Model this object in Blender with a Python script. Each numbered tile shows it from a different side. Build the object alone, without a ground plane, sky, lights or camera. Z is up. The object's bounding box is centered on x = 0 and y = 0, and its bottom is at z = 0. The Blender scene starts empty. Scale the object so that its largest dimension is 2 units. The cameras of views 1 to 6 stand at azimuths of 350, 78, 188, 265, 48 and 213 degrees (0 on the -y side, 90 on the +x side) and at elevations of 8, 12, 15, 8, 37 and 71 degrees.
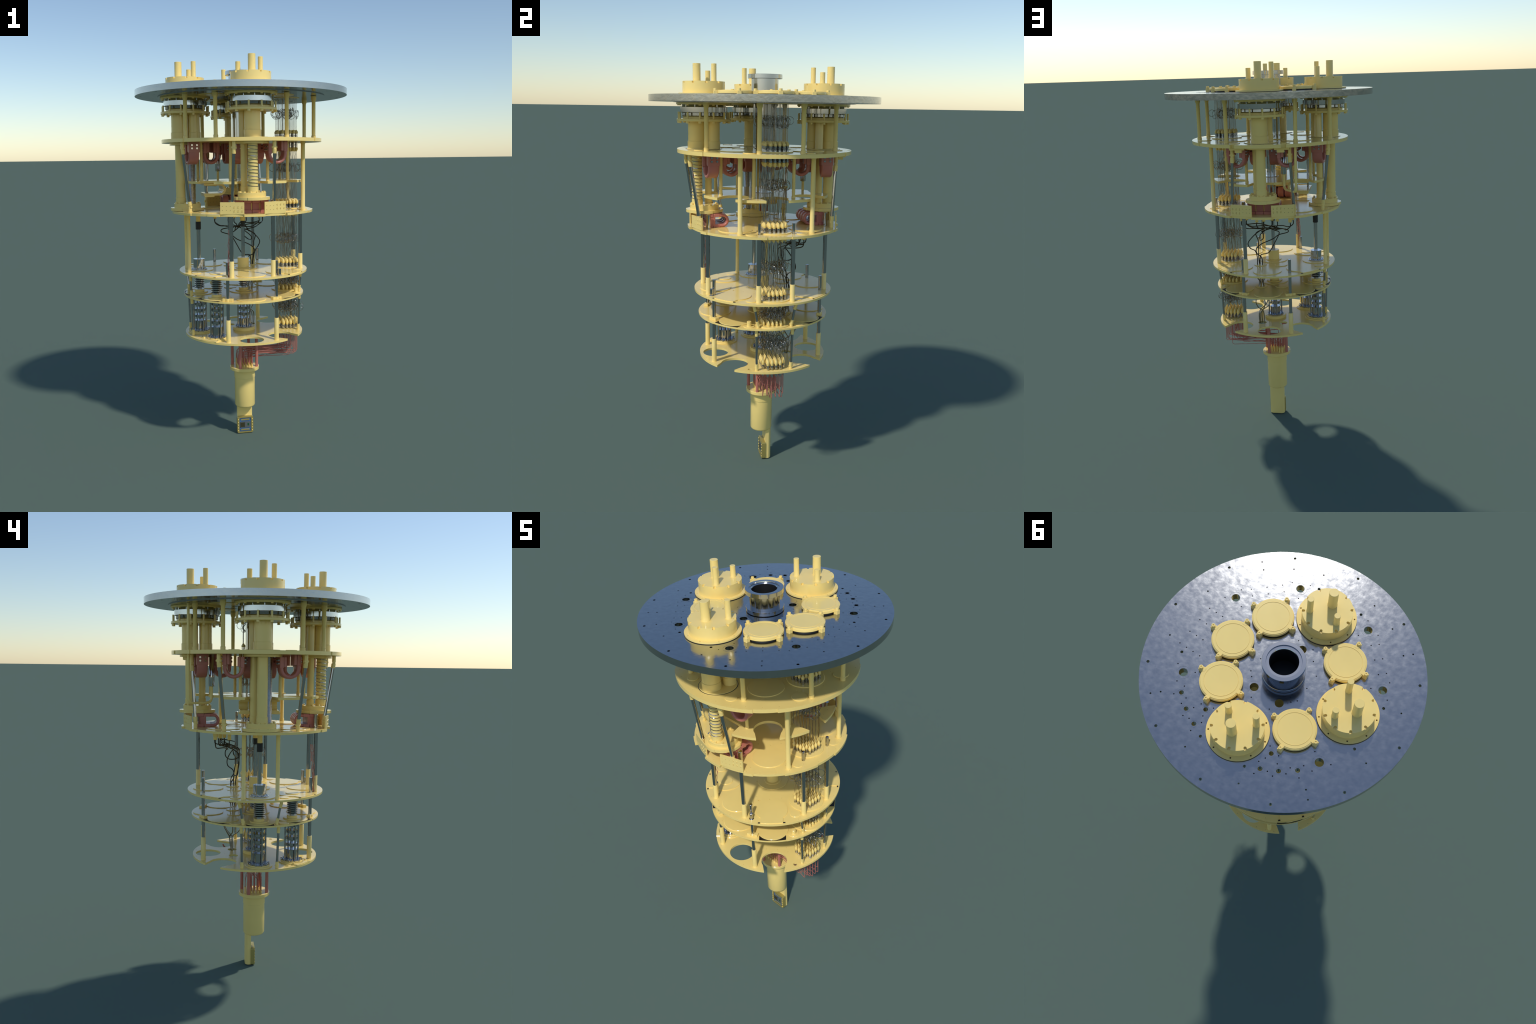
"""Gold-plated dilution refrigerator insert: one steel top plate, five gold stage plates,
three pulse-tube heads, thermal straps, wiring bundle, heat exchangers, sample can."""
import bpy, bmesh, math, random
from math import pi, sin, cos, radians, sqrt, hypot, atan2
from mathutils import Vector, Matrix

random.seed(7)
scene = bpy.context.scene
COL = scene.collection

# ------------------------------------------------------------------ materials
def principled(name, color, metallic=0.0, rough=0.4, spec=0.5, coat=0.0):
    m = bpy.data.materials.new(name)
    m.use_nodes = True
    nt = m.node_tree
    b = nt.nodes["Principled BSDF"]
    b.inputs["Base Color"].default_value = (*color, 1)
    b.inputs["Metallic"].default_value = metallic
    b.inputs["Roughness"].default_value = rough
    b.inputs["Specular IOR Level"].default_value = spec
    b.inputs["Coat Weight"].default_value = coat
    return m, nt, b

def add_noise_variation(nt, bsdf, color, scale, amount, rough, rough_amt, bump=0.0, bump_scale=None):
    """subtle base colour / roughness mottling and fine bump on object coordinates"""
    tc = nt.nodes.new("ShaderNodeTexCoord")
    n = nt.nodes.new("ShaderNodeTexNoise")
    n.inputs["Scale"].default_value = scale
    n.inputs["Detail"].default_value = 4
    nt.links.new(tc.outputs["Object"], n.inputs["Vector"])
    ramp = nt.nodes.new("ShaderNodeValToRGB")
    ramp.color_ramp.elements[0].position = 0.3
    ramp.color_ramp.elements[1].position = 0.7
    ramp.color_ramp.elements[0].color = (*[c * (1 - amount) for c in color], 1)
    ramp.color_ramp.elements[1].color = (*[min(1, c * (1 + amount)) for c in color], 1)
    nt.links.new(n.outputs["Fac"], ramp.inputs["Fac"])
    nt.links.new(ramp.outputs["Color"], bsdf.inputs["Base Color"])
    mr = nt.nodes.new("ShaderNodeMapRange")
    mr.inputs["To Min"].default_value = rough - rough_amt
    mr.inputs["To Max"].default_value = rough + rough_amt
    nt.links.new(n.outputs["Fac"], mr.inputs["Value"])
    nt.links.new(mr.outputs["Result"], bsdf.inputs["Roughness"])
    if bump > 0:
        n2 = nt.nodes.new("ShaderNodeTexNoise")
        n2.inputs["Scale"].default_value = bump_scale or scale
        n2.inputs["Detail"].default_value = 3
        nt.links.new(tc.outputs["Object"], n2.inputs["Vector"])
        bp = nt.nodes.new("ShaderNodeBump")
        bp.inputs["Strength"].default_value = bump
        bp.inputs["Distance"].default_value = 0.01
        nt.links.new(n2.outputs["Fac"], bp.inputs["Height"])
        nt.links.new(bp.outputs["Normal"], bsdf.inputs["Normal"])

GOLD_C = (0.965, 0.73, 0.245)
GOLD, nt, b = principled("gold_plating", GOLD_C, 0.0, 0.2, 0.5)
add_noise_variation(nt, b, GOLD_C, 9.0, 0.02, 0.16, 0.03)
STEEL_C = (0.42, 0.43, 0.44)
STEEL, nt, b = principled("machined_steel", STEEL_C, 1.0, 0.2)
add_noise_variation(nt, b, STEEL_C, 42.0, 0.03, 0.15, 0.03, 0.022, 55.0)
for nd in nt.nodes:
    if nd.bl_idname == "ShaderNodeMapRange":      # contrasty patches in the gloss
        nd.inputs["From Min"].default_value = 0.32
        nd.inputs["From Max"].default_value = 0.68
        nd.inputs["To Min"].default_value = 0.13
        nd.inputs["To Max"].default_value = 0.175
CHROME, nt, b = principled("polished_steel", (0.55, 0.55, 0.56), 1.0, 0.09)
NECK, nt, b = principled("turned_steel", (0.45, 0.46, 0.48), 1.0, 0.13)
ROD, nt, b = principled("rod_steel", (0.45, 0.45, 0.46), 1.0, 0.11)  # grey lowered to match the dark ground mirrored in the rods
ALU, nt, b = principled("aluminium", (0.52, 0.53, 0.54), 1.0, 0.1)
COPPER_C = (0.56, 0.19, 0.145)
COPPER, nt, b = principled("copper", COPPER_C, 0.0, 0.32, 0.5)
add_noise_variation(nt, b, COPPER_C, 30.0, 0.05, 0.3, 0.05)
BLACK, nt, b = principled("flat_black", (0.012, 0.012, 0.012), 0.0, 0.5)
CABLE, nt, b = principled("dark_cable", (0.035, 0.03, 0.02), 0.6, 0.3)
WIRE, nt, b = principled("steel_wire", (0.36, 0.35, 0.33), 1.0, 0.25)
WIRE2, nt, b = principled("bronze_wire", (0.30, 0.22, 0.12), 1.0, 0.3)
DARKGOLD, nt, b = principled("package_gold", (0.46, 0.37, 0.11), 0.4, 0.3)
BLUE, nt, b = principled("chip_blue", (0.10, 0.25, 0.55), 0.5, 0.3)
CHIPGREY, nt, b = principled("chip_silicon", (0.16, 0.17, 0.17), 0.3, 0.3)
CHIPGREEN, nt, b = principled("chip_green", (0.01, 0.09, 0.03), 0.0, 0.3)
CHIPBROWN, nt, b = principled("chip_die", (0.07, 0.06, 0.03), 0.3, 0.3)

# ------------------------------------------------------------------ mesh builder
class MB:
    """accumulates simple solids into one mesh"""
    def __init__(self):
        self.v = []; self.f = []
    def add(self, verts, faces):
        o = len(self.v)
        self.v += [tuple(p) for p in verts]
        self.f += [tuple(i + o for i in f) for f in faces]
        return self
    def lathe(self, prof, x=0, y=0, seg=32):
        """prof: list of (radius, z) going from one end to the other; open ends are capped"""
        vs = []; fs = []
        n = len(prof)
        for r, z in prof:
            for k in range(seg):
                a = 2 * pi * k / seg
                vs.append((x + r * cos(a), y + r * sin(a), z))
        for i in range(n - 1):
            for k in range(seg):
                k2 = (k + 1) % seg
                fs.append((i * seg + k, i * seg + k2, (i + 1) * seg + k2, (i + 1) * seg + k))
        fs.append(tuple(range(seg - 1, -1, -1)))
        fs.append(tuple((n - 1) * seg + k for k in range(seg)))
        return self.add(vs, fs)
    def cyl(self, x, y, z0, z1, r, seg=24, ch=None):
        ch = min(0.0012, r * 0.15, abs(z1 - z0) * 0.3) if ch is None else ch
        if ch <= 0:
            return self.lathe([(r, z0), (r, z1)], x, y, seg)
        return self.lathe([(r - ch, z0), (r, z0 + ch), (r, z1 - ch), (r - ch, z1)], x, y, seg)
    def ring(self, x, y, z0, z1, ri, ro, seg=48, ch=0.001):
        prof = [(ri, z0), (ro - ch, z0), (ro, z0 + ch), (ro, z1 - ch), (ro - ch, z1), (ri, z1)]
        vs = []; fs = []; n = len(prof)
        for r, z in prof:
            for k in range(seg):
                a = 2 * pi * k / seg
                vs.append((x + r * cos(a), y + r * sin(a), z))
        for i in range(n):
            j = (i + 1) % n
            for k in range(seg):
                k2 = (k + 1) % seg
                fs.append((i * seg + k, i * seg + k2, j * seg + k2, j * seg + k))
        return self.add(vs, fs)
    def box(self, cx, cy, cz, sx, sy, sz, rz=0.0, ch=0.0010):
        """chamfered box"""
        bm = bmesh.new()
        bmesh.ops.create_cube(bm, size=1.0)
        for v in bm.verts:
            v.co = Vector((v.co.x * sx, v.co.y * sy, v.co.z * sz))
        if ch > 0:
            bmesh.ops.bevel(bm, geom=bm.edges[:], offset=ch, segments=1, affect='EDGES')
        M = Matrix.Translation((cx, cy, cz)) @ Matrix.Rotation(rz, 4, 'Z')
        bm.transform(M)
        return self._bm(bm)
    def _bm(self, bm):
        bm.verts.index_update()
        vs = [v.co[:] for v in bm.verts]
        fs = [[v.index for v in f.verts] for f in bm.faces]
        bm.free()
        return self.add(vs, fs)
    def tube(self, pts, r, seg=8, cap=True):
        """round tube along a polyline (parallel transport frames); r scalar or list"""
        P = [Vector(p) for p in pts]
        n = len(P)
        T = []
        for i in range(n):
            t = P[min(i + 1, n - 1)] - P[max(i - 1, 0)]
            T.append(t.normalized() if t.length > 1e-9 else Vector((0, 0, 1)))
        up = Vector((1, 0, 0)) if abs(T[0].x) < 0.8 else Vector((0, 1, 0))
        N = (up - T[0] * up.dot(T[0])).normalized()
        vs = []; fs = []
        for i in range(n):
            if i:
                N = (N - T[i] * N.dot(T[i]))
                N = N.normalized() if N.length > 1e-9 else up
            B = T[i].cross(N)
            rr = r[i] if isinstance(r, (list, tuple)) else r
            for k in range(seg):
                a = 2 * pi * k / seg
                vs.append(P[i] + (N * cos(a) + B * sin(a)) * rr)
        for i in range(n - 1):
            for k in range(seg):
                k2 = (k + 1) % seg
                fs.append((i * seg + k, i * seg + k2, (i + 1) * seg + k2, (i + 1) * seg + k))
        if cap:
            fs.append(tuple(range(seg - 1, -1, -1)))
            fs.append(tuple((n - 1) * seg + k for k in range(seg)))
        return self.add(vs, fs)
    def strip(self, path, w, t, side, round_=0.35, seg=3):
        """flat strap: 3D path swept with a rounded rectangular section; 'side' is the width direction"""
        P = [Vector(p) for p in path]; S = Vector(side).normalized()
        rr = t * round_
        sec = []
        for cx, cy, a0 in ((w / 2 - rr, t / 2 - rr, 0), (-w / 2 + rr, t / 2 - rr, 90),
                           (-w / 2 + rr, -t / 2 + rr, 180), (w / 2 - rr, -t / 2 + rr, 270)):
            for k in range(seg + 1):
                a = radians(a0 + 90 * k / seg)
                sec.append((cx + rr * cos(a), cy + rr * sin(a)))
        m = len(sec); vs = []; fs = []; n = len(P)
        for i in range(n):
            T = (P[min(i + 1, n - 1)] - P[max(i - 1, 0)]).normalized()
            N = T.cross(S).normalized()
            for a, b_ in sec:
                vs.append(P[i] + S * a + N * b_)
        for i in range(n - 1):
            for k in range(m):
                k2 = (k + 1) % m
                fs.append((i * m + k, i * m + k2, (i + 1) * m + k2, (i + 1) * m + k))
        fs.append(tuple(range(m - 1, -1, -1)))
        fs.append(tuple((n - 1) * m + k for k in range(m)))
        return self.add(vs, fs)
    def mesh(self, name, mat, angle=35):
        me = bpy.data.meshes.new(name)
        me.from_pydata(self.v, [], self.f)
        bm = bmesh.new(); bm.from_mesh(me)
        bmesh.ops.recalc_face_normals(bm, faces=bm.faces[:])
        bm.to_mesh(me); bm.free()
        me.materials.append(mat)
        me.shade_smooth()
        me.set_sharp_from_angle(angle=radians(angle))
        return me

def place(name, me, parent, loc=(0, 0, 0), rz=0.0, stuff=False):
    o = bpy.data.objects.new(name, me)
    COL.objects.link(o)
    o.parent = parent
    o.location = loc
    o.rotation_euler = (0, 0, rz)
    if stuff:
        o["kind"] = "stuff"
    return o

def plate_mesh(name, outline, holes, z0, z1, mat, ch=0.0012):
    """flat plate cut from a closed 2D outline with round holes [(x,y,r)] or polygon holes"""
    cu = bpy.data.curves.new(name, 'CURVE')
    cu.dimensions = '2D'; cu.fill_mode = 'BOTH'
    def spline(pts):
        s = cu.splines.new('POLY'); s.points.add(len(pts) - 1)
        for p, q in zip(s.points, pts):
            p.co = (q[0], q[1], 0, 1)
        s.use_cyclic_u = True
    spline(outline)
    for h in holes:
        if isinstance(h, tuple) and len(h) == 3 and not isinstance(h[0], tuple):
            x, y, r = h
            k = 8 if r < 0.004 else (14 if r < 0.012 else 40)
            spline([(x + r * cos(2 * pi * i / k), y + r * sin(2 * pi * i / k)) for i in range(k)])
        else:
            spline(h)
    cu.extrude = (z1 - z0) / 2
    o = bpy.data.objects.new("tmp_plate", cu)
    COL.objects.link(o)
    dg = bpy.context.evaluated_depsgraph_get()
    me = bpy.data.meshes.new_from_object(o.evaluated_get(dg))
    bpy.data.objects.remove(o); bpy.data.curves.remove(cu)
    bm = bmesh.new(); bm.from_mesh(me)
    bmesh.ops.remove_doubles(bm, verts=bm.verts[:], dist=1e-6)
    bmesh.ops.translate(bm, verts=bm.verts[:], vec=(0, 0, (z0 + z1) / 2))
    bmesh.ops.recalc_face_normals(bm, faces=bm.faces[:])
    bm.to_mesh(me); bm.free()
    me.name = name
    me.materials.clear(); me.materials.append(mat)
    for p in me.polygons:
        p.material_index = 0
    me.shade_smooth()
    me.set_sharp_from_angle(angle=radians(30))
    return me

def circle(r, n=180, x=0, y=0):
    return [(x + r * cos(2 * pi * i / n), y + r * sin(2 * pi * i / n)) for i in range(n)]

def polar(r, deg):
    a = radians(deg)
    return (r * cos(a), r * sin(a))

def loc_to_world(A, u, t):
    """head frame: u radial (from the axis), t counter-clockwise tangent, A degrees"""
    a = radians(A)
    return (u * cos(a) - t * sin(a), u * sin(a) + t * cos(a))

# stage heights
Z_TOP0, Z_TOP1 = 1.828, 1.858
P1 = (1.594, 1.611); MID = (1.3892, 1.4015); P2 = (1.235, 1.2465)
P3 = (0.920, 0.9295); P4 = (0.798, 0.8057); P5 = (0.5837, 0.594)
PORT_R = 0.2375
HEADS = (-90, 180, 90)

root = bpy.data.objects.new("dilution_refrigerator", None)
COL.objects.link(root)
root["label"] = "gold plated dilution refrigerator insert hanging from a round steel plate"
root["category"] = "cryostat"

# ------------------------------------------------------------------ steel top plate
def build_top_plate():
    R = 0.5455
    holes = []
    for k in range(12):
        holes.append((*polar(0.517, 30 * k), 0.0058))
    for d in (-25.1, -65, -115, -155.1, 145.1, 34.9):
        holes.append((*polar(0.379, d), 0.0168))
    for d in (62.7, 117.6, -90):
        holes.append((*polar(0.1245, d), 0.0168))
    for d in (47.3, 57.4, 67.4, 112.6, 122.5, 132.6):
        holes.append((*polar(0.3905, d), 0.009))
    for d in (62.7, 117.2):
        holes.append((*polar(0.326, d), 0.009))
    for d in (22.4, 75.4, 104.4, 165.6, -165.6, -104.4, -75.5):
        holes.append((*polar(0.3985, d), 0.0058))
    # screw holes, laid out by rule
    for d in (15, 45, 75, 105, 135, 165, -15, -45, -60, -75, -105, -120, -135, -165):
        holes.append((*polar(0.4665, d), 0.0036))
    for d in (45, 135, -45, -135):
        holes.append((*polar(0.5045, d), 0.0036))
    tiny = 0.0026
    for d in (-25.1, -65, -115, -155.1, 145.1, 34.9):
        holes.append((*polar(0.334, d), tiny))
        holes += [(*polar(0.4025, d + e), tiny) for e in (-5.2, 5.2)]
    for x in (0.335, 0.366, 0.398):
        holes += [(x, y, tiny) for y in (-0.063, 0.063, 0.1255)]
    holes += [(0.366, 0, tiny), (0.398, 0, tiny), (0.303, 0.1255, tiny), (0.303, 0.26, tiny), (-0.31, 0.26, tiny)]
    for sx in (-1, 1):
        for q in ((0.25, 0.25), (0.272, 0.272), (0.295, 0.206), (0.317, 0.228), (0.205, 0.2945), (0.2275, 0.3165)):
            holes.append((sx * q[0], -q[1], tiny))
        for c, tr in (((0.15, 0.361), 0), ((0.21, 0.33), 0), ((0.264, 0.287), 1), ((0.149, 0.289), 0)):
            for o in (((0.0275, -0.0075), (-0.02, -0.0205), (-0.007, 0.0275)), ((0.0205, 0.021), (0.008, -0.027), (-0.027, 0.008)))[tr]:
                holes.append((sx * (c[0] + o[0]), c[1] + o[1], tiny))
        for q in ((0.107, 0.0), (0.107, 0.063), (0.0905, 0.081), (0.107, -0.063), (0.063, -0.108), (0.0335, -0.1485), (0.0415, 0.151)):
            holes.append((sx * q[0], q[1], tiny))
    good = []
    for h in holes:
        if all(hypot(h[0] - g[0], h[1] - g[1]) > h[2] + g[2] + 0.002 for g in good):
            good.append(h)
    me = plate_mesh("top_plate", circle(R, 240), good, Z_TOP0, Z_TOP1, STEEL)
    tp = place("top_plate", me, root)
    # engraved rings around the larger holes, set slightly proud of the surface
    mb = MB()
    for x, y, r in good:
        if r > 0.012:
            mb.ring(x, y, Z_TOP1 - 0.003, Z_TOP1 + 0.0004, r + 0.0005, r + 0.0035, 40, 0.0002)
            mb.ring(x, y, Z_TOP1 - 0.003, Z_TOP1 + 0.0005, r + 0.0085, r + 0.0095, 40, 0.0002)
        elif r > 0.008:
            mb.ring(x, y, Z_TOP1 - 0.003, Z_TOP1 + 0.0006, r + 0.004, r + 0.005, 32, 0.0002)
    place("hole_rim", mb.mesh("hole_rim", STEEL), tp, stuff=True)
    # recessed ring on the underside
    big = [h for h in good if h[2] > 0.005 and hypot(h[0], h[1]) < 0.41]
    place("plate_step", plate_mesh("plate_step", circle(0.431, 200), big, Z_TOP0 - 0.0038, Z_TOP0 - 0.0002, STEEL), tp)
    return tp
top_plate = build_top_plate()

# central steel chimney
mb = MB()
prof = [(0.0815, 1.8605), (0.0822, 1.8612), (0.0822, 1.8772), (0.0815, 1.878), (0.0643, 1.878), (0.0643, 1.938), (0.0813, 1.938),
        (0.082, 1.9387), (0.082, 1.9568), (0.0813, 1.9575), (0.067, 1.9575), (0.066, 1.9530), (0.0555, 1.9528), (0.0535, 1.950)]
mb.lathe(prof, seg=72)
mb.f = mb.f[:-2]      # leave the neck open
chim = place("chimney", mb.mesh("chimney", NECK), root)
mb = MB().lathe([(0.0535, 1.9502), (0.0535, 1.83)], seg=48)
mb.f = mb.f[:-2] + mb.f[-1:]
place("chimney_bore", mb.mesh("chimney_bore", BLACK), chim)  # inner wall painted black for the darkness down the bore
place("chimney_dark_disc", MB().cyl(0, 0, 1.8578, 1.8607, 0.0785, 64, 0).mesh("chimney_dark_disc", BLACK), chim)  # thin black disc, seen as a dark line below the chimney base
mb = MB().lathe([(0.0545, P1[1]), (0.0545, Z_TOP0)], seg=6 * 8)
place("radiation_shield_tube", mb.mesh("radiation_shield_tube", CHROME), root)
mb = MB().cyl(0, 0, MID[1], P1[0], 0.0235, 40)
mb.ring(0, 0, MID[1], MID[1] + 0.003, 0.02, 0.04, 48)
mb.cyl(0, 0, 1.31, MID[0], 0.0235, 40)
place("pumping_line", mb.mesh("pumping_line", CHROME), root)

# ------------------------------------------------------------------ pulse tube heads
def notched_disc(R, n, w, depth, phase):
    pts = []
    hw = w / R / 2
    for k in range(n):
        a = phase + 2 * pi * k / n
        a2 = phase + 2 * pi * (k + 1) / n
        # slot with a round bottom
        pts.append((R * cos(a - hw), R * sin(a - hw)))
        for j in range(7):
            b = pi / 2 - pi * j / 6
            rr = R - depth + w / 2 - (w / 2) * cos(b) * 1.0
            tt = -(w / 2) * sin(b)
            pts.append((rr * cos(a) - tt * sin(a), rr * sin(a) + tt * cos(a)))
        pts.append((R * cos(a + hw), R * sin(a + hw)))
        m = 7
        for j in range(1, m):
            b = a + hw + (a2 - a - 2 * hw) * j / m
            pts.append((R * cos(b), R * sin(b)))
    return pts

HEAD_R = 0.291
fl_holes = [(*polar(0.1085, 22 + 40 * k), 0.0034) for k in range(9)]
me_head_flange = plate_mesh("head_flange", circle(0.1175, 96), fl_holes, 1.8600, 1.8665, GOLD)
me_head_body = MB().lathe([(0.0985, 1.8665), (0.0985, 1.911)], seg=96).mesh("head_body", GOLD)
me_head_cap = plate_mesh("head_cap", notched_disc(0.0985, 10, 0.011, 0.012, radians(18)), [], 1.911, 1.9195, GOLD)
me_head_dark_disc = MB().cyl(0, 0, 1.8575, 1.8602, 0.1185, 64, 0).mesh("head_dark_disc", BLACK)  # dark gap under the flange, modelled as a thin black disc

def pipe_mesh(r, z1):
    return MB().lathe([(r + 0.0012, 1.918), (r + 0.0012, 1.922), (r, 1.924), (r, z1 - 0.0008), (r - 0.0008, z1)], seg=36).mesh("gas_pipe", GOLD)
me_pipe = [pipe_mesh(0.0183, 2.0), pipe_mesh(0.0122, 1.9975), pipe_mesh(0.0122, 1.971)]
pipe_pos = [(0.032, 0.0), (-0.0405, 0.0555), (-0.0265, -0.057)]

# collar under the plate, in the head's local frame
mb = MB()
mb.cyl(0, 0, 1.8235, 1.8275, 0.108, 64)
mb.ring(0, 0, 1.8145, 1.8242, 0.098, 0.1285, 72)
for k in range(12):
    mb.cyl(*polar(0.1185, 15 + 30 * k), 1.8100, 1.815, 0.0062, 6, 0.0005)
me_collar_ring = mb.mesh("collar_ring", GOLD)
mb = MB().ring(0, 0, 1.779, 1.804, 0.085, 0.1105, 72)
me_alu_ring = mb.mesh("damper_ring", ALU)
mb = MB()
prof = [(0.098, 1.8145)]
z = 1.803
for k in range(7):
    prof += [(0.1035, z - 0.0015), (0.1005, z - 0.0045)]
    z -= 0.006
mb.lathe(prof + [(0.0995, 1.7605)], seg=64)
for k in range(12):
    mb.cyl(*polar(0.1005, 30 * k), 1.80, 1.815, 0.003, 10, 0)
me_bellows = mb.mesh("vibration_bellows", ALU)
mb = MB()
mb.lathe([(0.0985, 1.7500), (0.0985, 1.7615)], seg=72)
mb.lathe([(0.1255, 1.7390), (0.1268, 1.7402), (0.1268, 1.7495), (0.1255, 1.7508)], seg=72)
me_low_flange = mb.mesh("lower_flange", GOLD)
mb = MB().cyl(0, 0, 1.7502, 1.7812, 0.0046, 14).cyl(0, 0, 1.7302, 1.7393, 0.0076, 6, 0.0008)
me_stud = mb.mesh("stud", GOLD)

def foot_tube(r, z0, z1, foot, fh):
    return [(r + foot, z0), (r + foot, z0 + fh - 0.001), (r, z0 + fh), (r, z1)]

me_tubes = MB()
me_tubes.lathe(foot_tube(0.0395, P1[1], 1.7395, 0.0025, 0.037), 0.035, 0, 64)
me_tubes.lathe(foot_tube(0.0272, P1[1], 1.7395, 0.0022, 0.037), -0.044, 0.026, 48)
me_tubes.lathe(foot_tube(0.0195, P1[1], 1.7395, 0.0004, 0.01), -0.029, -0.037, 40)
me_stage1_tubes = me_tubes.mesh("first_stage_tube", GOLD)
me_slab = MB().cyl(0, 0, P1[1] - 0.001, P1[1] + 0.0032, 0.0835, 72).mesh("tube_slab", GOLD)
me_slab_gap = MB().cyl(0, 0, P1[1] - 0.001, P1[1] + 0.0006, 0.0865, 72, 0).mesh("slab_gap", BLACK)
mb = MB().cyl(0, 0, 1.5825, P1[0] + 0.0005, 0.0855, 8 * 8)
me_under_flange = mb.mesh("cold_flange", GOLD)

for A in HEADS:
    x, y = polar(HEAD_R, A); a = radians(A)
    hd = place("cryocooler_head", me_head_body, root, (x, y, 0), a)
    place("head_flange", me_head_flange, hd)
    place("head_cap", me_head_cap, hd)
    place("head_dark_disc", me_head_dark_disc, hd)
    for m, (px, py) in zip(me_pipe, pipe_pos):
        place("gas_pipe", m, hd, (px, py, 0))
    cl = place("vibration_damper", me_bellows, root, (x, y, 0), a)
    place("collar_ring", me_collar_ring, cl)
    place("damper_ring", me_alu_ring, cl)
    place("lower_flange", me_low_flange, cl)
    for k in range(12):
        place("stud", me_stud, cl, (*polar(0.1185, 15 + 30 * k), 0))
    t1 = place("first_stage_tube", me_stage1_tubes, root, (x, y, 0), a)
    place("tube_slab", me_slab, t1)
    place("slab_gap", me_slab_gap, t1)
    place("cold_flange", me_under_flange, t1)
    # second stage
    zb = 1.284 if A == 180 else 1.349
    mb = MB()
    mb.lathe(foot_tube(0.0245, zb, P1[0], 0.002, 0.03), 0.034, 0, 48)
    mb.lathe(foot_tube(0.0166, zb, P1[0], 0.002, 0.03), -0.024, -0.034, 36)
    t2 = place("second_stage_tube", mb.mesh("second_stage_tube", GOLD), root, (x, y, 0), a)
    zf = zb - 0.0225
    mb = MB()
    mb.lathe([(0.0695, zf), (0.0695, zb - 0.001), (0.0685, zb)], seg=64)
    for k in range(12):
        mb.cyl(*polar(0.0615, 15 + 30 * k), zb - 0.001, zb + 0.006, 0.0052, 12)
    place("second_stage_flange", mb.mesh("second_stage_flange", GOLD), t2)
    # base plate with lobed outline
    out = []
    for k in range(160):
        th = 2 * pi * k / 160
        r = 0.0845 + 0.0035 * (1 if (int((th + pi / 8) / (pi / 4)) % 2 == 0) else 0)
        out.append((r * cos(th), r * sin(th)))
    place("second_stage_base", plate_mesh("second_stage_base", out, [], zf - 0.0135, zf + 0.0003, GOLD), t2)
    if A == 180:
        # corrugated hose
        mb = MB(); prof = []
        n = 74; z0, z1 = 1.284, P1[0]
        for k in range(n):
            zz = z0 + (z1 - z0) * k / n; dz = (z1 - z0) / n
            prof += [(0.0186, zz), (0.0202, zz + dz * 0.3), (0.0202, zz + dz * 0.7), (0.0186, zz + dz * 0.98)]
        mb.lathe(prof, -0.022, 0.03, 28)
        place("corrugated_hose", mb.mesh("corrugated_hose", CHROME, 60), t2)
    if A == -90:
        pts = []
        turns = 13.5; z0, z1 = 1.372, 1.588
        for i in range(int(turns * 28) + 1):
            f = i / (turns * 28); th = 2 * pi * turns * f
            pts.append((0.034 + 0.0258 * cos(th), 0.0258 * sin(th), z1 + (z0 - z1) * f))
        place("heater_coil", MB().tube(pts, 0.0018, 6).mesh("heater_coil", CHROME), t2)

# ------------------------------------------------------------------ port covers
mb = MB()
mb.ring(0, 0, 1.864, 1.8765, 0.05, 0.0822, 72, 0.0015)
mb.cyl(0, 0, 1.866, 1.8785, 0.0785, 72)
mb.ring(0, 0, 1.8782, 1.8796, 0.0645, 0.0653, 64, 0.0003)
me_cover = mb.mesh("port_cover", GOLD)
me_cov_gap = MB().cyl(0, 0, 1.858, 1.8645, 0.078, 64, 0).mesh("cover_dark_disc", BLACK)  # solid black cylinder below the cover
mb = MB().box(0, 0, 1.8665, 0.019, 0.019, 0.0185)
mb.box(-0.011, 0, 1.8775, 0.016, 0.017, 0.003, 0, 0.0006)
mb.ring(0.001, 0, 1.875, 1.8865, 0.0028, 0.0078, 20)
mb.cyl(0.001, 0, 1.870, 1.884, 0.003, 10, 0)
me_clamp = mb.mesh("clamp", GOLD)
for d in (0, 45, 135, -135, -45):
    x, y = polar(PORT_R, d)
    c = place("port_cover", me_cover, root, (x, y, 0))
    place("cover_dark_disc", me_cov_gap, c)
    for k in range(4):
        place("clamp", me_clamp, c, (*polar(0.0912, 90 * k), 0), radians(90 * k))
    # blank disc under the plate
me_blank = MB().cyl(0, 0, Z_TOP0 - 0.006, Z_TOP0 + 0.0005, 0.073, 64).mesh("port_blank", GOLD)
for d in (0, 45, 135, -135, -45):
    place("port_blank", me_blank, root, (*polar(PORT_R, d), 0))

# ------------------------------------------------------------------ stage plates
def rim_outline(R, notches, n=360):
    """circle with shallow rim notches [(centre_deg, half_deg, depth)]"""
    pts = []
    marks = sorted(set([i * 360.0 / n for i in range(n)] +
                       [(c + s * h) % 360 for c, h, d in notches for s in (-1.001, -0.999, 0.999, 1.001)]))
    for deg in marks:
        r = R
        for c, h, d in notches:
            dd = abs((deg - c + 180) % 360 - 180)
            if dd < h:
                r = R - d
        pts.append(polar(r, deg))
    return pts

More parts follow.
